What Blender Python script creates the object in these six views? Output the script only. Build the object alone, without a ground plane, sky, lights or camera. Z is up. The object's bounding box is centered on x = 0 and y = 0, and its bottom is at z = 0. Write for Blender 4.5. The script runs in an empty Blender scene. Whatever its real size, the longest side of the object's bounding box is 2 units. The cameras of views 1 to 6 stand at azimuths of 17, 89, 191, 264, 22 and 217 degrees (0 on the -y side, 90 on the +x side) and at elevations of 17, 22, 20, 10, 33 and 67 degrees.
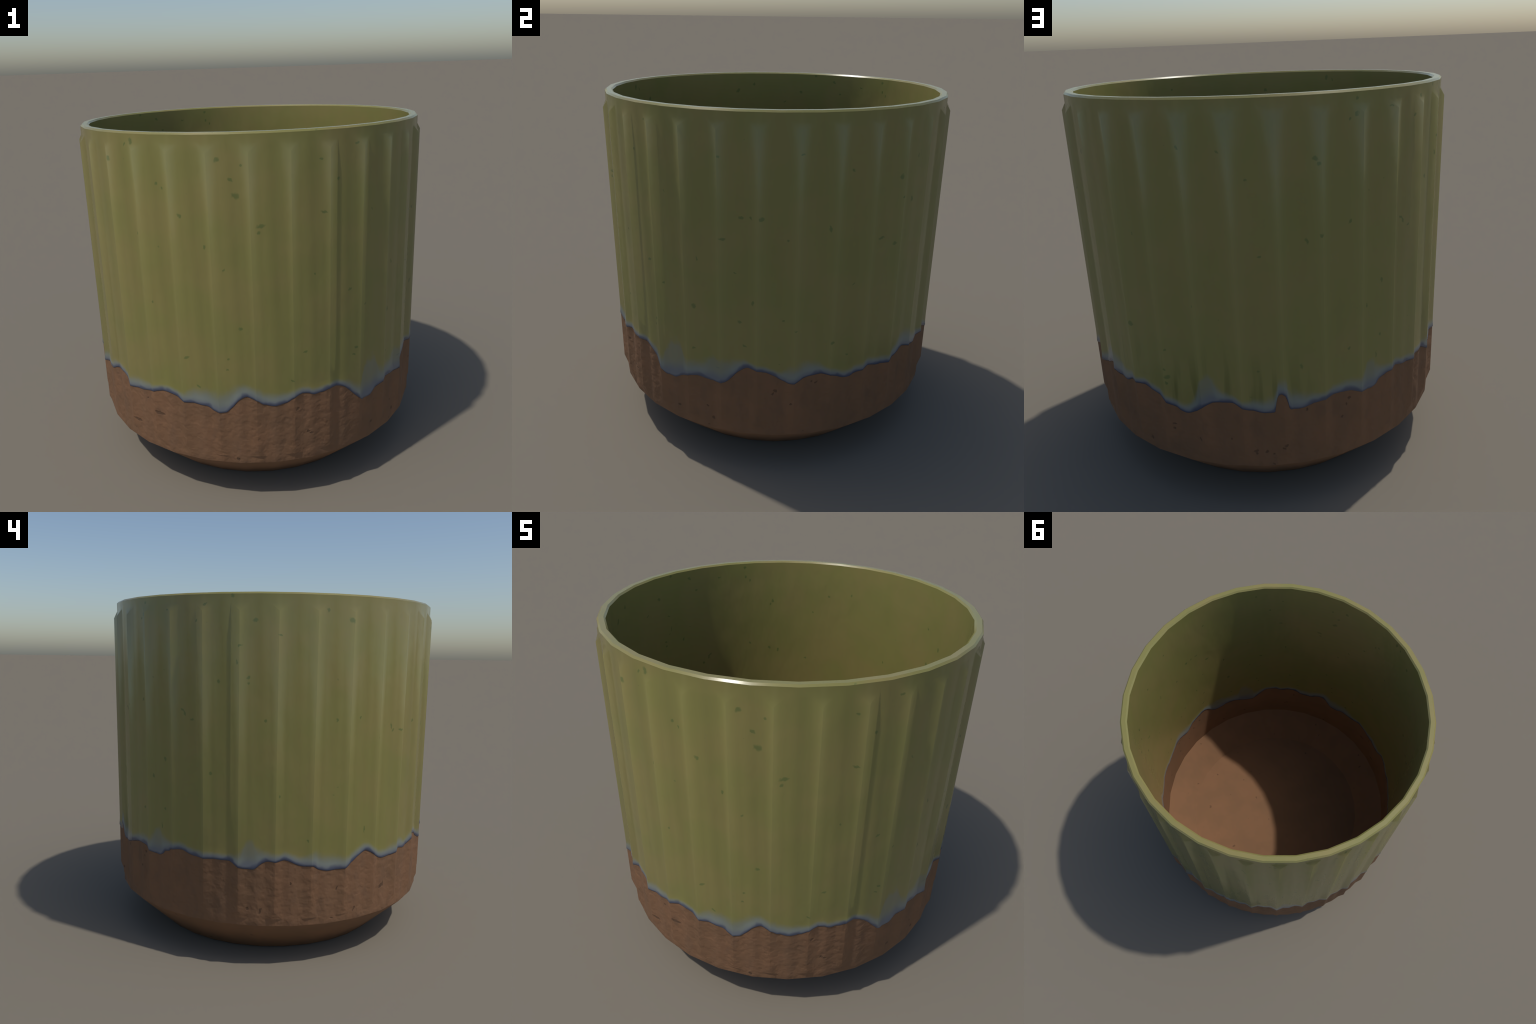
"""Round ceramic planter: 32 fluted ridges, olive glaze dripping over a bare
terracotta foot.  Every ring, ridge and facet is generated from a few radii and
heights; the glaze hem is one periodic profile z = hem(azimuth) shared by the
geometry (the coat stops there, with a rounded lip) and by the material."""
import bpy, bmesh, math, random
from math import sin, cos, radians, pi, atan2, degrees
from mathutils import Vector

random.seed(7)

# ------------------------------------------------------------------ dimensions
N = N_RIDGES = 32            # ridges / wall facets
STEP = 360.0 / N
R_WALL = 0.988               # corner radius of the wall
R_RIDGE = 1.0048             # radius of a ridge's crest
SIDE = 0.5                   # half width of a ridge, share of half a facet
Z_TOP = 1.995
Z_LIP = 1.986                # where the rim's outer bevel meets the wall
R_LIP_OUT, R_LIP_IN = 0.979, 0.953
R_IN = 0.944                 # inner wall
Z_RIDGE = (0.288, 0.334, 1.904, 1.944)   # foot, crest start, crest end, head
Z_CREASE = 0.249             # wall turns into the sloping foot
R_BASE = 0.725
Z_IN, R_FLOOR, Z_FLOOR = 0.255, 0.735, 0.062

# --------------------------------------------------- hem of the glaze (profile)
HEM = [(1.7, .581), (3.6, .563), (7.5, .557), (9.5, .585), (11.7, .629), (14.0, .647), (16.9, .633),
       (19.1, .602), (22.4, .589), (25.5, .599), (28.3, .634), (30.6, .643), (32.5, .641), (35.0, .626),
       (37.4, .633), (39.6, .650), (42.3, .645), (44.3, .635), (51.0, .530), (52.8, .508), (55.8, .510),
       (58.8, .536), (63.2, .566), (66.3, .567), (70.1, .559), (73.3, .563), (74.7, .571), (78.9, .645),
       (81.4, .667), (89.8, .624), (91.4, .604), (94.5, .581), (100.9, .620), (103.9, .624), (106.2, .618),
       (111.9, .577), (113.8, .575), (116.5, .595), (120.7, .609), (125.7, .590), (129.3, .586), (132.8, .596),
       (137.2, .627), (140.5, .615), (142.4, .597), (146.1, .588), (149.0, .609), (151.8, .615), (154.2, .612),
       (165.5, .542), (167.3, .525), (169.3, .520), (171.6, .534), (175.0, .579), (177.4, .597), (180.1, .604),
       (182.6, .603), (187.5, .568), (191.7, .549), (194.3, .547), (194.8, .602), (195.4, .641), (196.3, .652),
       (197.2, .641), (197.9, .602), (198.5, .562), (200.5, .556), (205.4, .574), (208.0, .590), (213.3, .601), (216.0, .595), (220.3, .575),
       (223.1, .568), (225.3, .581), (226.4, .600), (227.9, .606), (229.5, .623), (232.6, .631), (239.0, .607),
       (249.5, .607), (253.3, .577), (255.1, .569), (257.3, .566), (260.7, .605), (262.6, .615), (264.4, .614),
       (267.0, .621), (273.4, .585), (275.7, .588), (278.4, .561), (281.5, .551), (286.8, .558), (289.9, .582),
       (292.5, .617), (295.3, .635), (296.8, .625), (298.9, .599), (302.8, .570), (306.1, .570), (312.4, .592),
       (316.1, .583), (323.3, .632), (326.3, .629), (331.7, .580), (333.4, .578), (339.8, .592), (344.5, .617),
       (347.9, .623), (354.4, .595), (358.5, .587)]
# how far the milky blue pooling climbs above the hem
POOL = [(2.1, .101), (5.7, .123), (8.6, .118), (11.6, .083), (14.6, .065), (22.7, .069), (30.7, .034),
        (44.3, .030), (47.4, .054), (50.7, .085), (52.2, .164), (53.3, .199), (55.9, .250), (57.9, .237),
        (58.9, .183), (60.9, .104), (63.4, .093), (66.8, .105), (70.4, .156), (72.8, .153), (76.0, .115),
        (78.9, .059), (82.7, .030), (89.8, .031), (95.8, .104), (103.4, .065), (105.8, .039), (129.1, .043),
        (132.4, .054), (136.9, .103), (139.7, .109), (141.3, .108), (146.4, .059), (152.1, .030), (169.0, .043),
        (172.2, .078), (173.8, .150), (175.8, .168), (177.4, .140), (179.4, .065), (184.2, .033), (190.0, .060), (194.0, .075), (196.4, .070), (198.5, .100),
        (202.9, .071), (207.5, .039), (214.0, .052), (218.8, .073), (221.3, .138), (223.0, .163),
        (227.4, .063), (231.2, .036), (249.5, .031), (251.9, .058), (254.3, .100), (255.5, .165), (257.3, .168),
        (258.4, .130), (260.0, .080), (262.6, .046), (266.6, .038), (274.7, .059), (278.2, .087), (283.1, .083), (286.8, .061),
        (298.0, .037), (312.7, .056), (316.8, .036), (320.4, .047), (323.5, .030), (328.7, .031), (333.7, .063),
        (345.8, .030), (349.2, .032), (352.4, .037), (358.5, .090)]


# larger mineral flecks in the glaze and pits in the clay: azimuth, height, half sizes in mm, tilt
FLECKS = [
          (3.8, 1.453, 6, 12, -35), (8.3, 1.873, 14, 11, 30), (8.5, 0.801, 8, 6, -20), (8.9, 1.338, 6, 10, -15), (9, 0.863, 7, 7, 0), (11.7, 1.78, 13, 7, -25),
          (13, 1.03, 11, 9, -20), (13, 1.703, 21, 14, -30), (14.7, 1.844, 7, 8, 0), (19, 1.523, 8, 8, 0), (19.6, 1.554, 22, 9, 12), (27.7, 0.733, 12, 5, -10),
          (32, 0.88, 14, 5, 8), (35, 1.291, 7, 9, 10), (37, 1.853, 10, 4, 0), (37.7, 1.601, 17, 6, -8), (42.5, 1.753, 7, 8, 0), (47.1, 1.177, 14, 7, 20),
          (48.6, 1.912, 10, 7, 0), (48.7, 0.801, 8, 7, 0), (49.4, 0.842, 10, 8, 20), (52.9, 1.07, 8, 5, 0), (63.9, 0.736, 9, 7, 0), (64.4, 0.984, 13, 14, 0),
          (65.9, 1.252, 5, 14, 15), (72.2, 0.654, 15, 6, 15), (73.7, 1.78, 8, 6, 0), (74.3, 1.377, 15, 9, -5), (77.8, 1.202, 8, 5, 0), (79, 0.935, 11, 6, -15),
          (79.6, 1.49, 12, 7, 12), (80.4, 0.798, 13, 6, -30), (82.5, 1.494, 5, 10, 15), (83, 1.048, 6, 13, -15), (85.5, 1.49, 12, 10, 20), (92, 0.949, 6, 6, 0),
          (92.9, 1.381, 9, 6, 10), (95.7, 0.896, 9, 4, -15), (96.1, 1.801, 11, 5, 0), (104.8, 1.436, 6, 18, 10), (107.1, 0.81, 12, 8, 40), (110.9, 1.711, 8, 8, 0),
          (112.4, 0.719, 9, 6, 0), (113.3, 1.122, 11, 4, 30), (122.3, 1.346, 19, 7, 12), (127.7, 1.3, 10, 12, 30), (128.1, 1.651, 11, 13, 10), (129.3, 1.546, 6, 8, -20),
          (134.5, 1.517, 9, 16, -5), (136.2, 1.739, 6, 10, -15), (152.6, 0.942, 10, 13, 10), (157.1, 1.405, 5, 8, 0), (163.6, 0.742, 7, 7, -30), (163.7, 0.671, 7, 10, 0),
          (164.1, 0.703, 13, 13, 0), (164.2, 0.848, 8, 7, 0), (173.9, 1.8, 6, 9, 15), (183.4, 1.779, 9, 6, -20), (189.8, 1.661, 7, 6, 10), (190.3, 0.772, 9, 5, 0),
          (192.2, 1.328, 10, 6, 10), (202, 0.78, 7, 16, 10), (204.3, 1.381, 8, 14, 15), (206.6, 1.734, 12, 10, -35), (207.5, 1.713, 8, 9, -40), (207.9, 1.402, 10, 9, 35),
          (215.9, 0.823, 7, 10, -35), (216.1, 1.877, 5, 9, -15), (216.3, 1.443, 12, 6, 40), (217.8, 1.899, 7, 11, -20), (218.2, 1.96, 9, 10, 20), (221.5, 1.023, 5, 13, 0),
          (225.1, 0.744, 5, 17, 0), (226.6, 0.846, 7, 10, -25), (226.8, 1.128, 8, 14, 25), (229, 1.915, 10, 5, 0), (234.3, 1.402, 14, 6, -30), (235.1, 1.386, 6, 14, 15),
          (237.6, 1.352, 10, 7, 15), (239.3, 1.858, 7, 8, -15), (242.2, 1.937, 12, 7, 25), (244, 1.077, 6, 8, -15), (246.6, 1.556, 8, 12, 20), (250.8, 1.976, 9, 8, -20),
          (252.4, 1.653, 5, 15, 10), (253.3, 1.736, 12, 5, 25), (255.7, 1.55, 7, 6, 0), (255.7, 1.577, 10, 9, 0), (257.6, 1.858, 14, 9, 10), (260.9, 1.36, 7, 7, -10),
          (264.8, 1.788, 12, 4, -15), (265.5, 0.97, 6, 11, 0), (274.5, 0.727, 5, 8, 0), (278.9, 1.912, 8, 10, 15), (282.9, 1.365, 6, 11, 0), (286.2, 1.867, 17, 11, -40),
          (291, 1.372, 6, 8, 0), (294.3, 0.758, 5, 17, 0), (304.3, 1.318, 7, 17, 20), (305.4, 1.295, 15, 8, 40), (308.6, 1.294, 16, 7, -10), (317.8, 1.332, 9, 10, 0),
          (332.2, 1.86, 11, 14, 0), (339.2, 1.935, 5, 12, -20), (341.7, 1.95, 10, 17, 15), (342.1, 1.499, 5, 9, -15), (345.1, 1.135, 7, 8, 10), (350, 1.754, 7, 10, -15),
          (351.7, 1.732, 5, 8, 15), (356, 0.855, 13, 7, 10), (356.7, 1.604, 13, 8, -40), (359.3, 0.692, 13, 8, -40),]


# pits in the bare clay
PITS = [
          (10.7, 0.274, 9, 11, 20), (29.2, 0.562, 10, 11, 0), (32.8, 0.411, 11, 8, 30), (33.8, 0.397, 13, 5, -10), (57.3, 0.335, 11, 8, -20), (68.2, 0.391, 7, 5, 0),
          (70.1, 0.319, 10, 11, -10), (89.2, 0.516, 9, 6, 40), (90, 0.534, 10, 8, 0), (94.7, 0.456, 5, 7, 0), (101.1, 0.587, 5, 5, 0), (102.6, 0.575, 13, 6, 35),
          (154.9, 0.301, 8, 11, 30), (164.6, 0.418, 8, 7, 0), (164.7, 0.443, 11, 5, 0), (173, 0.386, 6, 11, 25), (188.7, 0.337, 11, 8, 20), (188.8, 0.324, 5, 7, 0),
          (191.6, 0.332, 10, 7, 30), (193.4, 0.314, 7, 5, 0), (196.3, 0.356, 7, 6, 0), (197.1, 0.37, 10, 7, 30), (203.1, 0.547, 6, 10, -20), (213.6, 0.463, 8, 8, 0),
          (215, 0.526, 5, 6, 0), (215.9, 0.555, 11, 8, 0), (255.9, 0.343, 8, 9, 0), (259.9, 0.335, 6, 19, -20), (269.4, 0.488, 6, 7, 0), (284.5, 0.444, 5, 11, -10),
          (291.3, 0.307, 5, 16, -20), (302.8, 0.401, 18, 9, 40), (303.8, 0.411, 8, 16, -10), (333.5, 0.372, 27, 8, -20), (339.3, 0.542, 7, 6, 0), (344.4, 0.481, 30, 9, -15),]


def periodic(points):
    """Smooth periodic interpolation (monotone cubic) through (degree, value)."""
    x = [p[0] for p in points]; y = [p[1] for p in points]
    x = [x[-2] - 360, x[-1] - 360] + x + [x[0] + 360, x[1] + 360]
    y = [y[-2], y[-1]] + y + [y[0], y[1]]
    n = len(x)
    d = [(y[i + 1] - y[i]) / (x[i + 1] - x[i]) for i in range(n - 1)]
    m = [d[0]] + [0 if d[i - 1] * d[i] <= 0 else 2 * d[i - 1] * d[i] / (d[i - 1] + d[i]) for i in range(1, n - 1)] + [d[-1]]

    def f(a):
        a %= 360.0
        lo, hi = 0, n - 1
        while hi - lo > 1:
            k = (lo + hi) // 2
            if x[k] <= a: lo = k
            else: hi = k
        h = x[hi] - x[lo]; t = (a - x[lo]) / h
        return ((1 + 2 * t) * (1 - t) ** 2 * y[lo] + t * (1 - t) ** 2 * h * m[lo]
                + t * t * (3 - 2 * t) * y[hi] + t * t * (t - 1) * h * m[hi])
    return f


hem, pool = periodic(HEM), periodic(POOL)


def polar(r, az, z):
    a = radians(az)
    return Vector((r * sin(a), -r * cos(a), z))


# --------------------------------------------------------- the plain body (cage)
# The low, faceted body first: its smooth-by-angle normals are what every part
# is shaded with, so parts meet without a seam.
class Cage:
    def __init__(self):
        self.v, self.f, self.tag, self.key = [], [], [], {}

    def vert(self, p):
        k = tuple(round(c, 6) for c in p)
        if k not in self.key:
            self.key[k] = len(self.v); self.v.append(p)
        return self.key[k]

    def face(self, tag, *pts):
        self.f.append([self.vert(p) for p in pts]); self.tag.append(tag)


cage = Cage()
for i in range(N):
    a0, a1 = i * STEP, (i + 1) * STEP

    def corner(r, z, a): return polar(r, a, z)

    def chord(t, z):                       # t in 0..1 along the flat facet
        return polar(R_WALL, a0, z).lerp(polar(R_WALL, a1, z), t)
    s0, s1 = .5 - SIDE / 2, .5 + SIDE / 2
    zb, zc, zd, zt = Z_RIDGE
    crest_lo, crest_hi = polar(R_RIDGE, a0 + STEP / 2, zc), polar(R_RIDGE, a0 + STEP / 2, zd)
    # rim
    cage.face("rim", corner(R_WALL, Z_LIP, a0), corner(R_WALL, Z_LIP, a1), corner(R_LIP_OUT, Z_TOP, a1), corner(R_LIP_OUT, Z_TOP, a0))
    cage.face("rim", corner(R_LIP_OUT, Z_TOP, a0), corner(R_LIP_OUT, Z_TOP, a1), corner(R_LIP_IN, Z_TOP, a1), corner(R_LIP_IN, Z_TOP, a0))
    cage.face("rim", corner(R_LIP_IN, Z_TOP, a0), corner(R_LIP_IN, Z_TOP, a1), corner(R_IN, Z_LIP, a1), corner(R_IN, Z_LIP, a0))
    # wall: band under the rim, flute halves, ridge sides, ridge ends, band above the crease
    cage.face("wall", chord(0, zt), chord(s0, zt), chord(s1, zt), chord(1, zt), corner(R_WALL, Z_LIP, a1), corner(R_WALL, Z_LIP, a0))
    cage.face("wall", chord(s0, zt), crest_hi, chord(s1, zt))
    cage.face("strip", chord(0, zb), chord(s0, zb), chord(s0, zt), chord(0, zt))
    cage.face("strip", chord(s0, zb), crest_lo, crest_hi, chord(s0, zt))
    cage.face("strip", crest_lo, chord(s1, zb), chord(s1, zt), crest_hi)
    cage.face("strip", chord(s1, zb), chord(1, zb), chord(1, zt), chord(s1, zt))
    cage.face("clay", chord(s0, zb), chord(s1, zb), crest_lo)
    cage.face("clay", corner(R_WALL, Z_CREASE, a0), corner(R_WALL, Z_CREASE, a1), chord(1, zb), chord(s1, zb), chord(s0, zb), chord(0, zb))
    # foot: slope, small roll, underside
    cage.face("foot", corner(R_BASE + .012, .0065, a0), corner(R_BASE + .012, .0065, a1), corner(R_WALL, Z_CREASE, a1), corner(R_WALL, Z_CREASE, a0))
    cage.face("foot", corner(R_BASE - .006, 0, a0), corner(R_BASE - .006, 0, a1), corner(R_BASE + .012, .0065, a1), corner(R_BASE + .012, .0065, a0))
    cage.face("foot", Vector((0, 0, 0)), corner(R_BASE - .006, 0, a1), corner(R_BASE - .006, 0, a0))
    # inside
    cage.face("lining", corner(R_IN, Z_LIP, a0), corner(R_IN, Z_LIP, a1), corner(R_IN, Z_IN, a1), corner(R_IN, Z_IN, a0))
    cage.face("floor", corner(R_IN, Z_IN, a0), corner(R_IN, Z_IN, a1), corner(R_FLOOR, Z_FLOOR, a1), corner(R_FLOOR, Z_FLOOR, a0))
    cage.face("floor", corner(R_FLOOR, Z_FLOOR, a0), corner(R_FLOOR, Z_FLOOR, a1), Vector((0, 0, Z_FLOOR)))

cm = bpy.data.meshes.new("cage")
cm.from_pydata(cage.v, [], cage.f)
cm.validate(); cm.update()
for p in cm.polygons: p.use_smooth = True
# soft over the ridges and flutes; only the rim's bevels and the foot's crease are crisp
crisp = [(R_WALL, Z_LIP), (R_LIP_OUT, Z_TOP), (R_LIP_IN, Z_TOP), (R_IN, Z_LIP), (R_WALL, Z_CREASE), (R_IN, Z_IN), (R_FLOOR, Z_FLOOR)]
CRISPNESS = .19              # how much of the ridges' crisp crest shows through the soft shading
cm.set_sharp_from_angle(angle=radians(32))
keen_n = [Vector(n.vector) for n in cm.corner_normals]
sharp = cm.attributes.get("sharp_edge") or cm.attributes.new("sharp_edge", 'BOOLEAN', 'EDGE')
for e in cm.edges:
    p, q = (cm.vertices[i].co for i in e.vertices)
    sharp.data[e.index].value = any(abs(w.z - z) < 1e-4 and abs(math.hypot(w.x, w.y) - r) < 1e-3 for r, z in crisp for w in (p,)) and abs(p.z - q.z) < 1e-4 and abs(math.hypot(p.x, p.y) - math.hypot(q.x, q.y)) < 1e-4
cm.update()
corner_n = [Vector(n.vector) for n in cm.corner_normals]
for e in cm.edges:           # a third set with the foot's crease left soft
    if all(abs(cm.vertices[i].co.z - Z_CREASE) < 1e-4 for i in e.vertices): sharp.data[e.index].value = False
cm.update()
soft_n = [Vector(n.vector) for n in cm.corner_normals]
for p in cm.polygons:
    for k in p.loop_indices:
        if abs(cm.vertices[cm.loops[k].vertex_index].co.z - Z_CREASE) < 1e-4:
            corner_n[k] = corner_n[k].lerp(soft_n[k], .7 if cage.tag[p.index] == "foot" else .35).normalized()
            keen_n[k] = corner_n[k].copy()
cage_normals = [[(corner_n[k].lerp(keen_n[k], CRISPNESS) if cage.tag[p.index] in ("strip", "wall", "clay") else corner_n[k]).normalized()
                 for k in p.loop_indices] for p in cm.polygons]
# ridge heads: shading normals bent upward to draw a bluish sky sheen there
HEAD_TILT = radians(11)
for p in cm.polygons:
    if cage.tag[p.index] == "strip":
        for j, i in enumerate(p.vertices):
            q = cm.vertices[i].co
            if q.z > 1.5 and math.hypot(q.x, q.y) > R_RIDGE - .002:
                n = cage_normals[p.index][j]
                flat = Vector((n.x, n.y, 0)).normalized()
                cage_normals[p.index][j] = flat * cos(HEAD_TILT) + Vector((0, 0, sin(HEAD_TILT)))
# the band under the rim keeps the soft normals, so the crisp bevel does not bleed into it
for p in cm.polygons:
    if cage.tag[p.index] == "wall" and len(p.vertices) > 3:
        cage_normals[p.index] = [corner_n[k].copy() for k in p.loop_indices]

# ----------------------------------------------- parts, cut along the glaze hem
def lip(d):
    """Thickness of the glaze d metres above its hem: a rolled bead, then a thin coat."""
    if d <= 0: return 0.0
    bead = .0032 * math.sqrt(max(0, 1 - ((.010 - min(d, .010)) / .010) ** 2))
    fade = 1.0 if d < .014 else max(0.0, 1 - (d - .014) / .06) ** 2
    return bead * fade


class Part:
    def __init__(self):
        self.v, self.n, self.f = [], [], []

    def add(self, p, n):
        self.v.append(p); self.n.append(n); return len(self.v) - 1


parts = {k: Part() for k in ("rim", "glaze_coat", "clay_band", "foot", "glaze_lining", "clay_floor")}


def plain(part, face, normals):
    P = parts[part]
    P.f.append([P.add(cage.v[i], n) for i, n in zip(face, normals)])


def tri_normal(nn, s, t):
    """Normal inside a wall strip as the two triangles of the plain body give it."""
    bl, br, tr, tl = nn
    if s + t <= 1: n = bl * (1 - s - t) + br * s + tl * t
    else: n = tr * (s + t - 1) + br * (1 - t) + tl * (1 - s)
    return n.normalized()


COLS = 8
Z_CUT = .745
D_ROWS = [0, .0007, .002, .0042, .007, .010, .014, .02, .03, .045, .074]


def strip(face, nn, glaze, clay, inward=False, cols=COLS):
    bl, br, tr, tl = [cage.v[i] for i in face]

    def at(s, z):
        b, t = bl.lerp(br, s), tl.lerp(tr, s)
        k = (z - b.z) / (t.z - b.z)
        return b.lerp(t, k), tri_normal(nn, s, k)
    G, C = parts[glaze], parts[clay]
    gcols, ccols = [], []
    for c in range(cols + 1):
        s = c / cols
        b, t = bl.lerp(br, s), tl.lerp(tr, s)
        p0, _ = at(s, .6)
        az = degrees(atan2(p0.x, -p0.y))
        h = hem(az)
        slope = (hem(az + .2) - hem(az - .2)) / (2 * radians(.2) * math.hypot(p0.x, p0.y))
        col = []
        rows = [h + d for d in D_ROWS]
        rows.append(Z_CUT)
        for j, z in enumerate(rows):
            p, n = at(s, z)
            d = z - h
            out = Vector((p.x, p.y, 0)).normalized() * (-1 if inward else 1)
            e = .0008
            g = (lip(d + e) - lip(max(0, d - e))) / (2 * e)
            g = max(-1.2, min(1.2, g))
            tang = Vector((cos(radians(az)), sin(radians(az)), 0))
            n2 = (n - (Vector((0, 0, 1)) - tang * slope) * g).normalized()
            col.append(G.add(p + out * lip(d), n2))
        gcols.append(col)
        col = []
        for k in range(5):
            z = b.z + (h - b.z) * k / 4
            col.append(C.add(*at(s, z)))
        ccols.append(col)
    # above Z_CUT the strip stays the plain body's two triangles, cut level
    if gcols[0]:
        row = [c[-1] for c in gcols]
        a_tr, a_tl = G.add(tr.copy(), nn[2]), G.add(tl.copy(), nn[3])
        for c in range(cols):
            G.f.append([row[c], row[c + 1], a_tl])
        G.f.append([row[-1], a_tr, a_tl])
    for P, cc in ((G, gcols), (C, ccols)):
        for c in range(cols):
            for j in range(len(cc[0]) - 1):
                P.f.append([cc[c][j], cc[c + 1][j], cc[c + 1][j + 1], cc[c][j + 1]])


for face, tag, nn in zip(cage.f, cage.tag, cage_normals):
    if tag == "strip":
        strip(face, nn, "glaze_coat", "clay_band")
    elif tag == "lining":
        # cage order is head first; the strip wants foot first, still facing inwards
        f = [face[2], face[3], face[0], face[1]]; n = [nn[2], nn[3], nn[0], nn[1]]
        strip(f, n, "glaze_lining", "clay_floor", inward=True, cols=16)
    else:
        plain({"rim": "rim", "wall": "glaze_coat", "clay": "clay_band", "foot": "foot", "floor": "clay_floor"}[tag], face, nn)
bpy.data.meshes.remove(cm)

# ------------------------------------------------------------------- materials
def srgb(r, g, b):
    f = lambda c: (c / 255 / 12.92) if c / 255 <= .04045 else ((c / 255 + .055) / 1.055) ** 2.4
    return (f(r), f(g), f(b), 1)


class Nodes:
    """Small helper to write node trees as expressions."""
    def __init__(self, name):
        self.m = bpy.data.materials.new(name); self.m.use_nodes = True
        self.t = self.m.node_tree; self.t.nodes.clear()
        self.out = self.t.nodes.new("ShaderNodeOutputMaterial")
        self.bsdf = self.t.nodes.new("ShaderNodeBsdfPrincipled")
        self.t.links.new(self.bsdf.outputs[0], self.out.inputs[0])

    def put(self, sock, val):
        if isinstance(val, bpy.types.NodeSocket): self.t.links.new(val, sock)
        elif val is not None: sock.default_value = val

    def node(self, kind, ins=(), out=0, **props):
        n = self.t.nodes.new(kind)
        for k, v in props.items(): setattr(n, k, v)
        for k, v in (ins.items() if isinstance(ins, dict) else enumerate(ins)): self.put(n.inputs[k], v)
        return n.outputs[out]

    def math(self, op, a, b=None, c=None, clamp=False):
        return self.node("ShaderNodeMath", [a, b, c] if c is not None else [a, b] if b is not None else [a], operation=op, use_clamp=clamp)

    def step(self, x, lo, hi, a=0.0, b=1.0):
        return self.node("ShaderNodeMapRange", {0: x, 1: lo, 2: hi, 3: a, 4: b}, interpolation_type='SMOOTHSTEP')

    def mix(self, f, a, b, mode='MIX'):
        return self.node("ShaderNodeMix", {0: f, 6: a, 7: b}, out=2, data_type='RGBA', blend_type=mode)

    def lerp(self, f, a, b):
        return self.node("ShaderNodeMix", {0: f, 2: a, 3: b}, out=0, data_type='FLOAT')

    def noise(self, vec, scale, detail=2.0, rough=.5, out=0, dist=0.0):
        return self.node("ShaderNodeTexNoise", {"Vector": vec, "Scale": scale, "Detail": detail, "Roughness": rough, "Distortion": dist}, out=out)

    def scaled(self, vec, x, y, z):
        return self.node("ShaderNodeVectorMath", {0: vec, 1: (x, y, z)}, operation='MULTIPLY')

    def profile(self, turn, fn, lo, hi):
        """A periodic profile over the azimuth, as two half-turn float curves."""
        halves = []
        for h in (0, 1):
            n = self.t.nodes.new("ShaderNodeFloatCurve")
            n.mapping.clip_min_x = n.mapping.clip_min_y = 0; n.mapping.clip_max_x = n.mapping.clip_max_y = 1
            c = n.mapping.curves[0]
            k = 120
            pts = [(j / k, (fn(180 * h + 180 * j / k) - lo) / (hi - lo)) for j in range(k + 1)]
            c.points[0].location = pts[0]; c.points[1].location = pts[-1]
            for q in pts[1:-1]: c.points.new(*q)
            for q in c.points: q.handle_type = 'AUTO_CLAMPED'
            n.mapping.update()
            self.put(n.inputs["Value"], self.math('SUBTRACT', self.math('MULTIPLY', turn, 2.0), float(h), clamp=True))
            halves.append(n.outputs[0])
        v = self.lerp(self.math('GREATER_THAN', turn, .5), halves[0], halves[1])
        return self.math('MULTIPLY_ADD', v, hi - lo, lo)


def coords(N):
    obj = N.node("ShaderNodeTexCoord", out=3)
    xyz = N.t.nodes.new("ShaderNodeSeparateXYZ"); N.put(xyz.inputs[0], obj)
    x, y, z = xyz.outputs
    turn = N.math('DIVIDE', N.math('ARCTAN2', x, N.math('MULTIPLY', y, -1.0)), 2 * pi)
    turn = N.math('FRACT', N.math('ADD', turn, 1.0))
    return obj, x, y, z, turn


def specks(N, obj, scale, size, keep, seed):
    """Sparse, slightly stretched mineral flecks."""
    warp = N.noise(obj, 26.0, 1.0, out=1)
    v = N.node("ShaderNodeVectorMath", {0: warp, 1: (.5, .5, .5)}, operation='SUBTRACT')
    v = N.node("ShaderNodeVectorMath", {0: v, 1: (.045, .045, .045), 2: obj}, operation='MULTIPLY_ADD')
    v = N.node("ShaderNodeVectorMath", {0: v, 1: (seed, seed * 1.7, seed * .6)}, operation='ADD')
    vor = N.t.nodes.new("ShaderNodeTexVoronoi"); N.put(vor.inputs["Vector"], v); N.put(vor.inputs["Scale"], scale)
    c = N.t.nodes.new("ShaderNodeSeparateColor"); N.put(c.inputs[0], vor.outputs["Color"])
    r = N.lerp(c.outputs[1], size * .35, size)
    d = N.math('DIVIDE', vor.outputs["Distance"], r)
    spot = N.step(d, .55, 1.05, 1.0, 0.0)
    return N.math('MULTIPLY', spot, N.math('LESS_THAN', c.outputs[0], keep))


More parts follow.
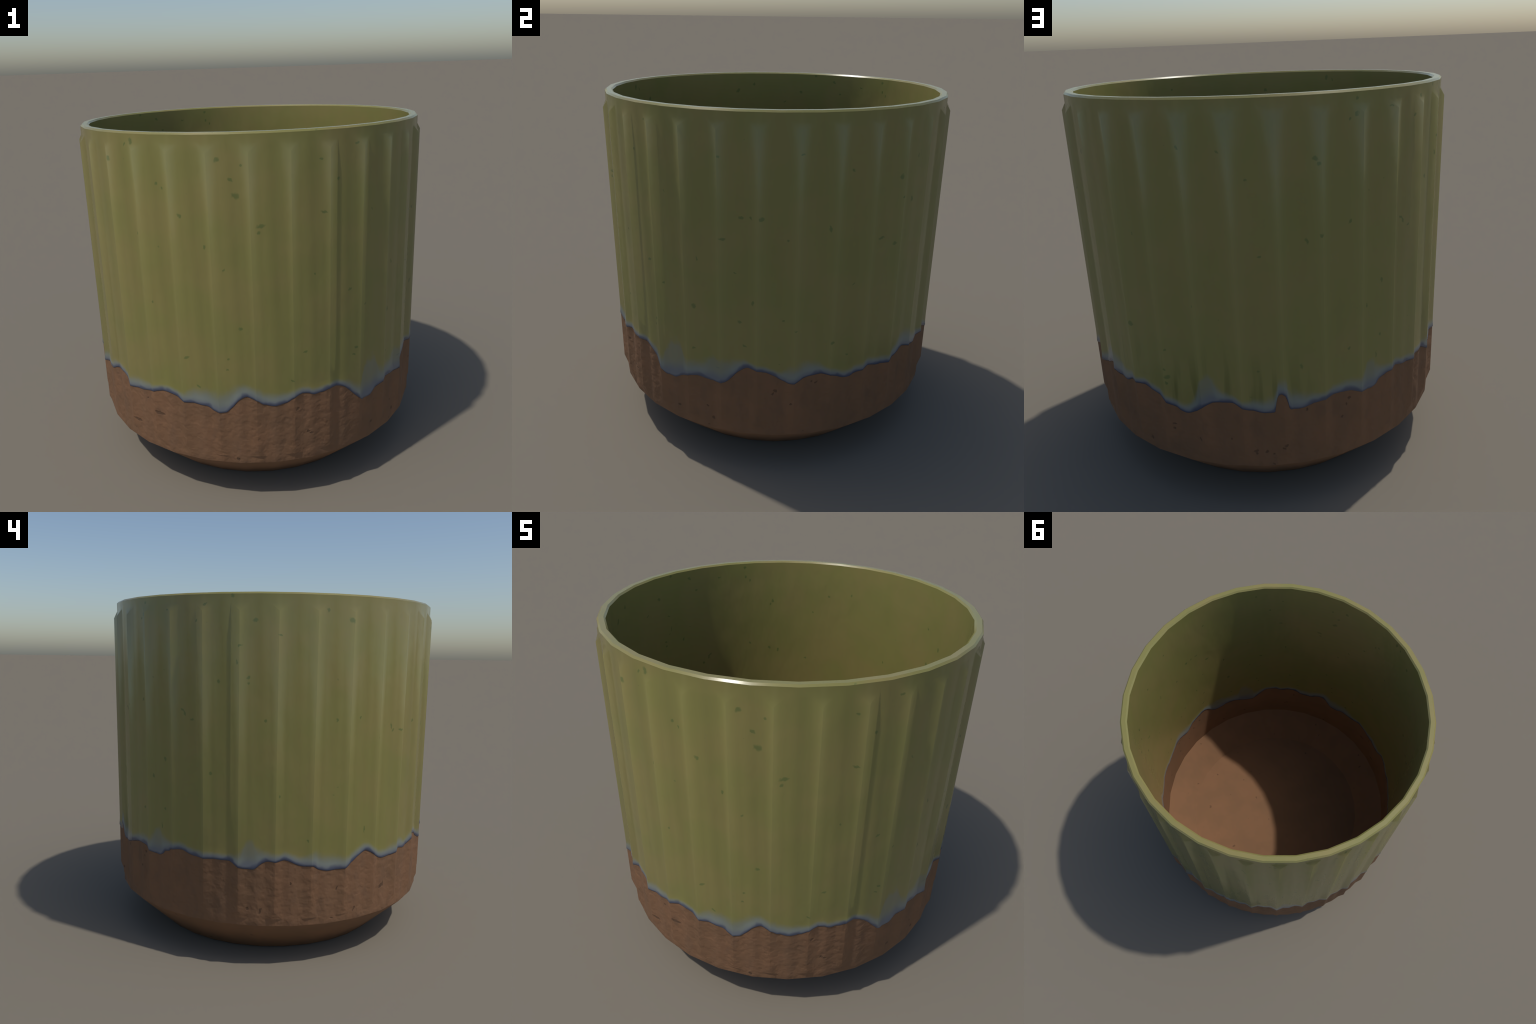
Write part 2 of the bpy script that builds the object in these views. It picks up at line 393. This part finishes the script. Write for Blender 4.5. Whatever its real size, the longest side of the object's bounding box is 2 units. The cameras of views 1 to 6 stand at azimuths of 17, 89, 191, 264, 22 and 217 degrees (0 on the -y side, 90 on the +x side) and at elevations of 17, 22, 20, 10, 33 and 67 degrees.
def placed(N, obj, turn, z, spots):
    """Mask of the listed flecks: a soft, slightly ragged ellipse each, on the unrolled wall."""
    arc = N.math('MULTIPLY', turn, 2 * pi)
    wob = N.node("ShaderNodeVectorMath", {0: N.noise(obj, 60.0, 1.0, out=1), 1: (.5, .5, .5)}, operation='SUBTRACT')
    flat = N.node("ShaderNodeCombineXYZ", [arc, z, 0.0])
    p = N.node("ShaderNodeVectorMath", {0: wob, 1: (.016, .016, 0), 2: flat}, operation='MULTIPLY_ADD')
    near = None
    for k, (az, h, w, t, tilt) in enumerate(spots):
        if k % 8 == 7:      # a nil link to the flecks before keeps the shader's work list short
            p = N.node("ShaderNodeVectorMath", {0: near, 1: (1e-9, 1e-9, 0), 2: p}, operation='MULTIPLY_ADD')
        for turnover in ((0, -360) if az > 357.5 else (0, 360) if az < 2.5 else (0,)):
            m = N.t.nodes.new("ShaderNodeMapping"); m.vector_type = 'TEXTURE'
            m.inputs["Location"].default_value = (radians(az + turnover), h, 0)
            m.inputs["Rotation"].default_value = (0, 0, radians(tilt))
            m.inputs["Scale"].default_value = (w / 1000, t / 1000, 1)
            N.put(m.inputs["Vector"], p)
            d = N.node("ShaderNodeVectorMath", {0: m.outputs[0]}, out="Value", operation='LENGTH')
            near = d if near is None else N.math('MINIMUM', near, d)
    return N.step(near, .55, 1.3, 1.0, 0.0)


def crest(N, turn):
    """1 on the crest of a ridge, 0 in the middle of a flute."""
    u = N.math('FRACT', N.math('MULTIPLY', turn, float(N_RIDGES)))
    return N.math('SUBTRACT', 1.0, N.math('MULTIPLY', N.math('ABSOLUTE', N.math('SUBTRACT', u, .5)), 2.0))


def clay_material(name="bare_terracotta", inside=False):
    N = Nodes(name)
    obj, x, y, z, turn = coords(N)
    base = N.mix(N.step(N.noise(obj, 5.0, 3.0), .35, .65), srgb(124, 93, 68), srgb(130, 96, 70))
    base = N.mix(N.math('MULTIPLY', N.step(N.noise(N.scaled(obj, 1, 1, .5), 17.0, 3.0), .5, .7), .1 if inside else .35), base, srgb(108, 84, 65))
    fl = N.math('MAXIMUM', N.math('MULTIPLY', specks(N, obj, 14.0 if inside else 15.0, .2 if inside else .16, .22 if inside else .10, 11.3), .8), placed(N, obj, turn, z, PITS))
    if not inside:
        base = N.mix(N.step(crest(N, turn), .0, .8, .15, 0.0), base, srgb(92, 72, 56))
    base = N.mix(N.math('MULTIPLY', fl, .6), base, srgb(70, 54, 42))
    N.put(N.bsdf.inputs["Base Color"], base)
    N.put(N.bsdf.inputs["Roughness"], .85)
    N.put(N.bsdf.inputs["Specular IOR Level"], .25)
    lumps = N.noise(N.scaled(obj, 1, 1, .75), 15.0, 3.0, .42, dist=.3)
    dents = N.noise(obj, 30.0, 1.0)
    hgt = N.math('ADD', N.math('MULTIPLY', lumps, .002 if inside else .006), N.math('MULTIPLY', N.step(dents, .3, .62), 0.0 if inside else .0013))
    if not inside:
        rills = N.noise(N.scaled(obj, 1, 1, 2.4), 13.0, 2.0, .45)
        hgt = N.math('ADD', hgt, N.math('MULTIPLY', rills, .002))
    if not inside:          # finger ripples running with the flutes
        ripple = N.math('COSINE', N.math('MULTIPLY', turn, 2 * pi * 2 * N_RIDGES))
        hgt = N.math('ADD', hgt, N.math('MULTIPLY', ripple, .0019))
    hgt = N.math('SUBTRACT', hgt, N.math('MULTIPLY', fl, .002))
    N.put(N.bsdf.inputs["Normal"], N.node("ShaderNodeBump", {"Strength": .8, "Distance": 1.0, "Height": hgt}))
    return N.m


def glaze_material(name="olive_glaze", inside=False):
    N = Nodes(name)
    obj, x, y, z, turn = coords(N)
    h = N.math('SUBTRACT', z, N.profile(turn, hem, .45, .70))
    top = N.profile(turn, pool, .02, .27)
    t = N.math('DIVIDE', h, N.math('MULTIPLY_ADD', top, .94, .008))
    base = N.mix(N.step(N.noise(obj, 4.0, 2.0), .35, .65), srgb(132, 127, 73), srgb(137, 127, 76))
    base = N.mix(N.math('MULTIPLY', N.step(N.noise(N.scaled(obj, 1, 1, .25), 9.0, 2.0), .45, .75), .22), base, srgb(126, 126, 68))
    fl = N.math('MAXIMUM', N.math('MULTIPLY', specks(N, obj, 17.0, .12, .09, 5.9), .6), placed(N, obj, turn, z, FLECKS))
    if not inside:          # colour tinted darker in the flutes, paler on the crests
        up = crest(N, turn)
        flute_dark = N.math('MULTIPLY', N.step(up, .0, .9, .13, 0.0), N.step(N.noise(N.scaled(obj, 1, 1, .45), 6.0, 2.0), .2, .8, .3, 1.2))
        base = N.mix(flute_dark, base, srgb(110, 102, 54))
        base = N.mix(N.step(up, .75, 1.0, 0.0, .12), base, srgb(156, 150, 96))
    base = N.mix(N.math('MULTIPLY', fl, .52), base, srgb(64, 94, 50))
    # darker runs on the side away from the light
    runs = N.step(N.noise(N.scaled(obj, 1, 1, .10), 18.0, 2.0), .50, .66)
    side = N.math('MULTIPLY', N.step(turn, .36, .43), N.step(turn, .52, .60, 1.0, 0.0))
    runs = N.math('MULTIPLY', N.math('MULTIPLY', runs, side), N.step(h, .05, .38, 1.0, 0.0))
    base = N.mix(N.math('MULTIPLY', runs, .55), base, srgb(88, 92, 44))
    # milky blue pooling above the hem, dark line along it
    edge = N.math('ADD', t, N.math('MULTIPLY', N.math('SUBTRACT', N.noise(obj, 24.0, 2.0), .5), .35))
    milk = N.step(edge, N.lerp(N.step(top, .09, .16), .38, .78), N.lerp(N.step(top, .09, .16), 1.25, 1.05), 1.0, 0.0)
    milky = N.mix(N.step(h, .008, .040), srgb(96, 104, 120), N.mix(N.step(top, .1, .17), srgb(122, 130, 128), srgb(118, 123, 118)))
    milky = N.mix(N.math('MULTIPLY', N.step(top, .07, .13), N.step(t, .10, .5, 1.0, 0.0)), milky, srgb(98, 106, 122))
    base = N.mix(N.math('MULTIPLY', milk, N.step(h, .03, .13, .85, .5)), base, milky)
    hw = N.math('MULTIPLY', h, N.step(N.noise(obj, 13.0, 1.0), .3, .7, .75, 1.9))
    base = N.mix(N.step(hw, .006, .028, .85, 0.0), base, srgb(64, 69, 90))
    N.put(N.bsdf.inputs["Base Color"], base)
    N.put(N.bsdf.inputs["Roughness"], .23)
    waves = N.noise(N.scaled(obj, 1, 1, .5), 8.0, 3.0, .45)
    hgt = N.math('MULTIPLY', waves, .015 if inside else .011)
    if not inside:
        hgt = N.math('ADD', hgt, N.math('MULTIPLY', N.math('COSINE', N.math('MULTIPLY', turn, 2 * pi * 2 * N_RIDGES)), .0009))
    wiped = N.step(z, 1.93, 1.98, .35, .03)      # the rim is wiped smooth
    N.put(N.bsdf.inputs["Normal"], N.node("ShaderNodeBump", {"Strength": wiped, "Distance": 1.0, "Height": hgt}))
    return N.m


CLAY, CLAY_IN, GLAZE, LINING = clay_material(), clay_material("bare_terracotta_inside", True), glaze_material(), glaze_material("olive_glaze_inside", True)

# --------------------------------------------------------------------- objects
root = bpy.data.objects.new("ceramic_planter", None)
bpy.context.scene.collection.objects.link(root)
root["label"] = "fluted olive-glazed plant pot with bare terracotta foot"
root["category"] = "plant pot"
for name, P in parts.items():
    me = bpy.data.meshes.new(name)
    # weld coincident points that share a normal
    index, v, n, remap = {}, [], [], []
    for p, q in zip(P.v, P.n):
        k = tuple(round(c, 5) for c in p) + tuple(round(c, 3) for c in q)
        if k not in index:
            index[k] = len(v); v.append(p); n.append(q)
        remap.append(index[k])
    faces = [[remap[i] for i in f] for f in P.f]
    me.from_pydata(v, [], faces)
    for p in me.polygons: p.use_smooth = True
    me.update()
    me.normals_split_custom_set_from_vertices([tuple(q.normalized()) for q in n])
    me.materials.append(GLAZE if name == "glaze_coat" else LINING if name in ("rim", "glaze_lining") else CLAY_IN if name in ("clay_floor", "foot") else CLAY)
    ob = bpy.data.objects.new(name, me)
    bpy.context.scene.collection.objects.link(ob)
    ob.parent = root
